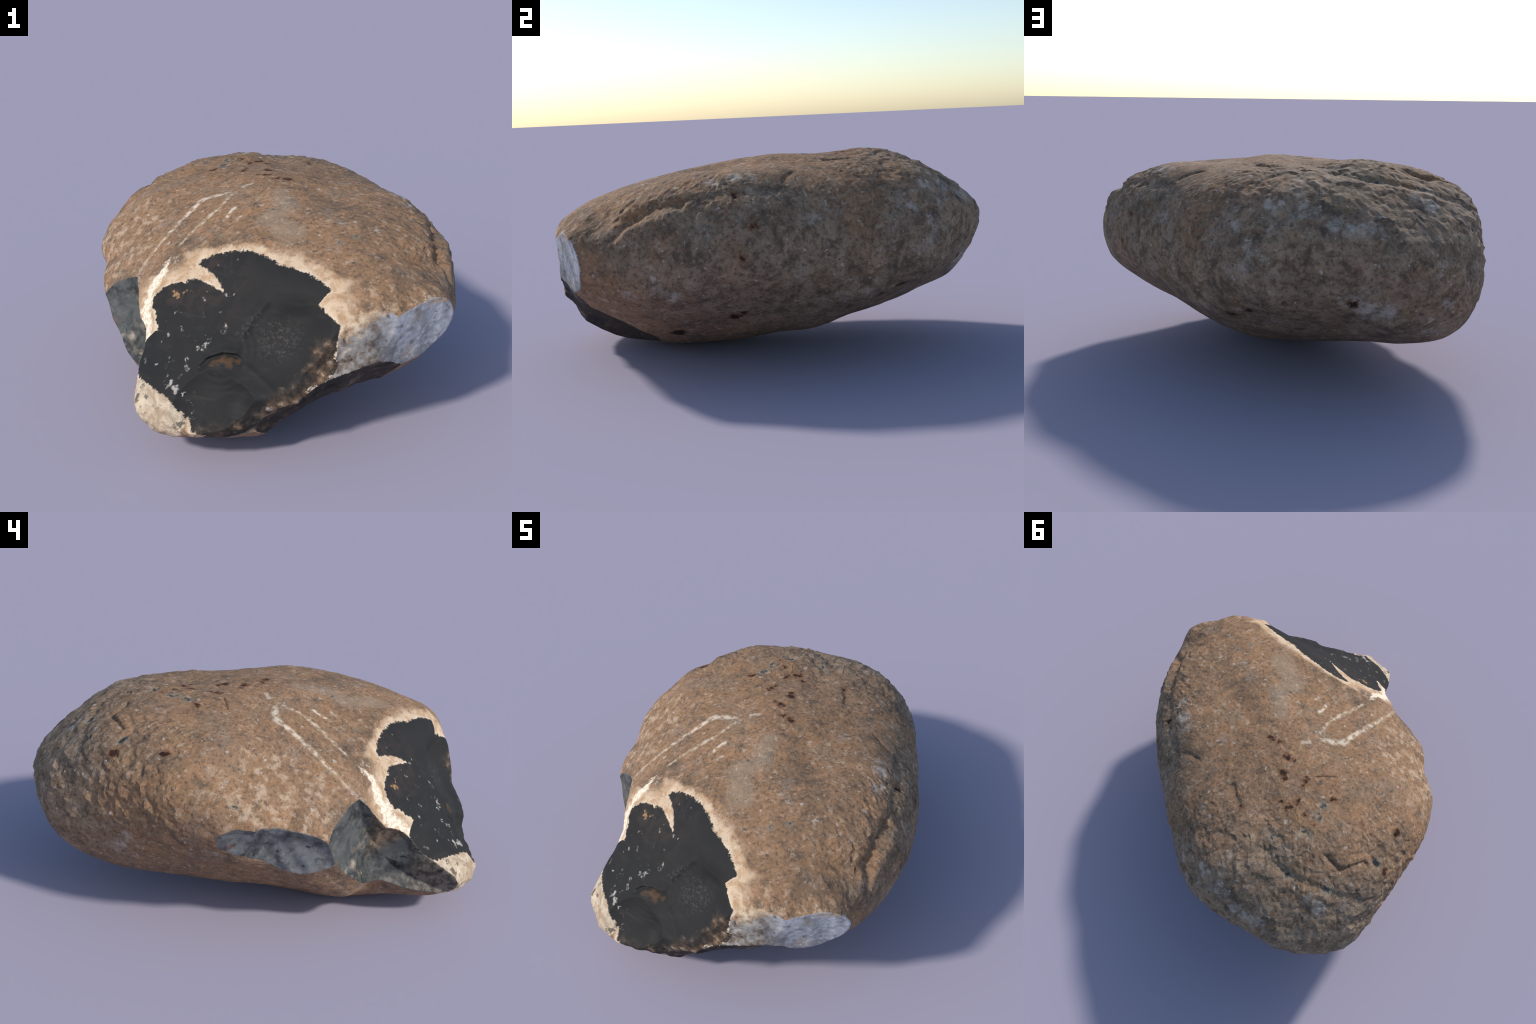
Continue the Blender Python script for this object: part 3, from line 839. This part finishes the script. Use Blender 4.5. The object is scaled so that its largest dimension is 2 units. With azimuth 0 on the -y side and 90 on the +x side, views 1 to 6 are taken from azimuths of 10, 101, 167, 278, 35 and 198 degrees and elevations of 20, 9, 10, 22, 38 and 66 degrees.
def side_scar_material():
    N, col, b = grey_material('clouded_grey_flint', (.048, .053, .056), (.165, .17, .17), (.24, .235, .24), 0.6, 0.18)  # greys darkened to carry the shade below the scar's overhanging upper edge
    q = N.v('ADD', N.p, N.v('SCALE', N.v('SUBTRACT', N.noise(22, 5, 0.65, 5, color=True), (.5, .5, .5)), scale=0.06))
    low = N.step(N.v('DOT_PRODUCT', q, (-0.5, 0.0, 1.0)), 0.70, 0.62)
    col = N.mix(N.m('MULTIPLY', low, 0.45), col, (.36, .345, .32))
    rust = N.step(N.line(q, [(-0.620, -0.362, 0.37), (-0.585, -0.358, 0.29), (-0.52, -0.37, 0.22)], (.010, .016, .012)), 0.014, -0.010)
    col = N.mix(rust, col, (.13, .050, .022))
    rust = N.step(N.spots(q, [(-0.749, 0.037, 0.463, .020)]), 0.012, -0.01)
    col = N.mix(rust, col, (.10, .042, .022))
    return N.finish(col, b, 0.25, 0.008)

def notch_material():
    N, col, b = grey_material('dark_flint', (.024, .027, .028), (.085, .089, .086), (.15, .15, .14), 0.6, 0.22)
    q = N.v('ADD', N.p, N.v('SCALE', N.v('SUBTRACT', N.noise(22, 5, 0.65, 5, color=True), (.5, .5, .5)), scale=0.06))
    # undercut's shade painted brown under the crest; black patch near the toe
    crest = N.v('DOT_PRODUCT', N.v('SUBTRACT', q, (-0.42, -0.58, 0.445)), tuple(unit((0.0, 0.58, 0.81))))
    brown = N.step(crest, -0.10, -0.04)
    side = N.step(N.v('DOT_PRODUCT', q, (0.3, -1.0, 0.0)), 0.36, 0.41)
    col = N.mix(N.m('MULTIPLY', N.m('MULTIPLY', brown, side), 0.9), col, N.mix(N.step(b, 0.36, 0.64), (.075, .055, .04), (.20, .145, .10)))
    toe = N.step(N.v('DOT_PRODUCT', q, (0.0, -1.0, 0.0)), 0.66, 0.74)  # toe end, and foot below, tinted darker to keep the undercut dim
    col = N.mix(N.m('MULTIPLY', toe, 0.8), col, N.mix(N.step(b, 0.38, 0.62), (.055, .047, .04), (.19, .155, .12)))
    dark_patch = N.step(N.line(q, [(-0.37, -0.765, 0.255), (-0.385, -0.825, 0.275)], (.020, .020)), 0.012, -0.008)
    col = N.mix(dark_patch, col, (.012, .010, .009))
    cream = N.step(N.spots(q, [(-0.550, -0.459, 0.332, .020), (-0.485, -0.524, 0.281, .026), (-0.492, -0.526, 0.254, .018), (-0.575, -0.42, 0.31, .012)]), 0.012, -0.010)
    col = N.mix(N.m('MULTIPLY', cream, 0.8), col, (.46, .38, .29))
    rust = N.step(N.line(q, [(-0.628, -0.378, 0.37), (-0.588, -0.39, 0.28), (-0.53, -0.41, 0.22)], (.010, .020, .018)), 0.014, -0.010)
    col = N.mix(N.m('MULTIPLY', rust, 0.85), col, (.16, .075, .036))
    foot = N.step(N.m('ADD', N.v('DOT_PRODUCT', q, (0.0, 0.0, 1.0)), 0.0), 0.245, 0.20)
    col = N.mix(N.m('MULTIPLY', foot, 0.5), col, N.mix(N.step(b, 0.4, 0.6), (.06, .055, .05), (.19, .165, .14)))
    return N.finish(col, b, 0.3, 0.008)

def chip_material():
    N, col, b = grey_material('black_brown_flint', (.016, .015, .014), (.045, .036, .030), (.14, .085, .05), 0.4, 0.30)
    return N.finish(col, b, 0.5, 0.012)

MATERIAL = {
    'cortex': crust_material(),
    'toe_knob': toe_material(),
    'fracture_face': flint_material(),
    'grey_facet': grey_facet_material(),
    'side_scar': side_scar_material(),
    'notch_scar': notch_material(),
    'under_chip': chip_material(),
}

for name, mask in groups.items():
    f = F[mask]
    used, inv = np.unique(f, return_inverse=True)
    me = bpy.data.meshes.new(name)
    me.from_pydata(P[used].tolist(), [], inv.reshape(-1, 3).tolist())
    me.update()
    me.shade_smooth()
    if name == 'cortex':
        # weathered chips keep flat faces: their corners lean to the face normal
        n = np.cross(P[f[:, 1]] - P[f[:, 0]], P[f[:, 2]] - P[f[:, 0]])
        n /= np.maximum(np.linalg.norm(n, axis=1, keepdims=True), 1e-12)
        edge = np.isin(used, np.unique(F[~mask]))[inv.reshape(-1, 3)]
        k = 0.85 * smooth(roughness_at(P[f].mean(1)), 0.15, 0.55)
        k = (k[:, None] * ~edge)[..., None]
        corner = VN[f] * (1 - k) + n[:, None, :] * k
        corner /= np.linalg.norm(corner, axis=2, keepdims=True)
        me.normals_split_custom_set(corner.reshape(-1, 3).tolist())
    else:
        me.normals_split_custom_set_from_vertices(VN[used].tolist())
    ob = bpy.data.objects.new(name, me)
    bpy.context.scene.collection.objects.link(ob)
    ob.parent = root
    me.materials.append(MATERIAL[name])
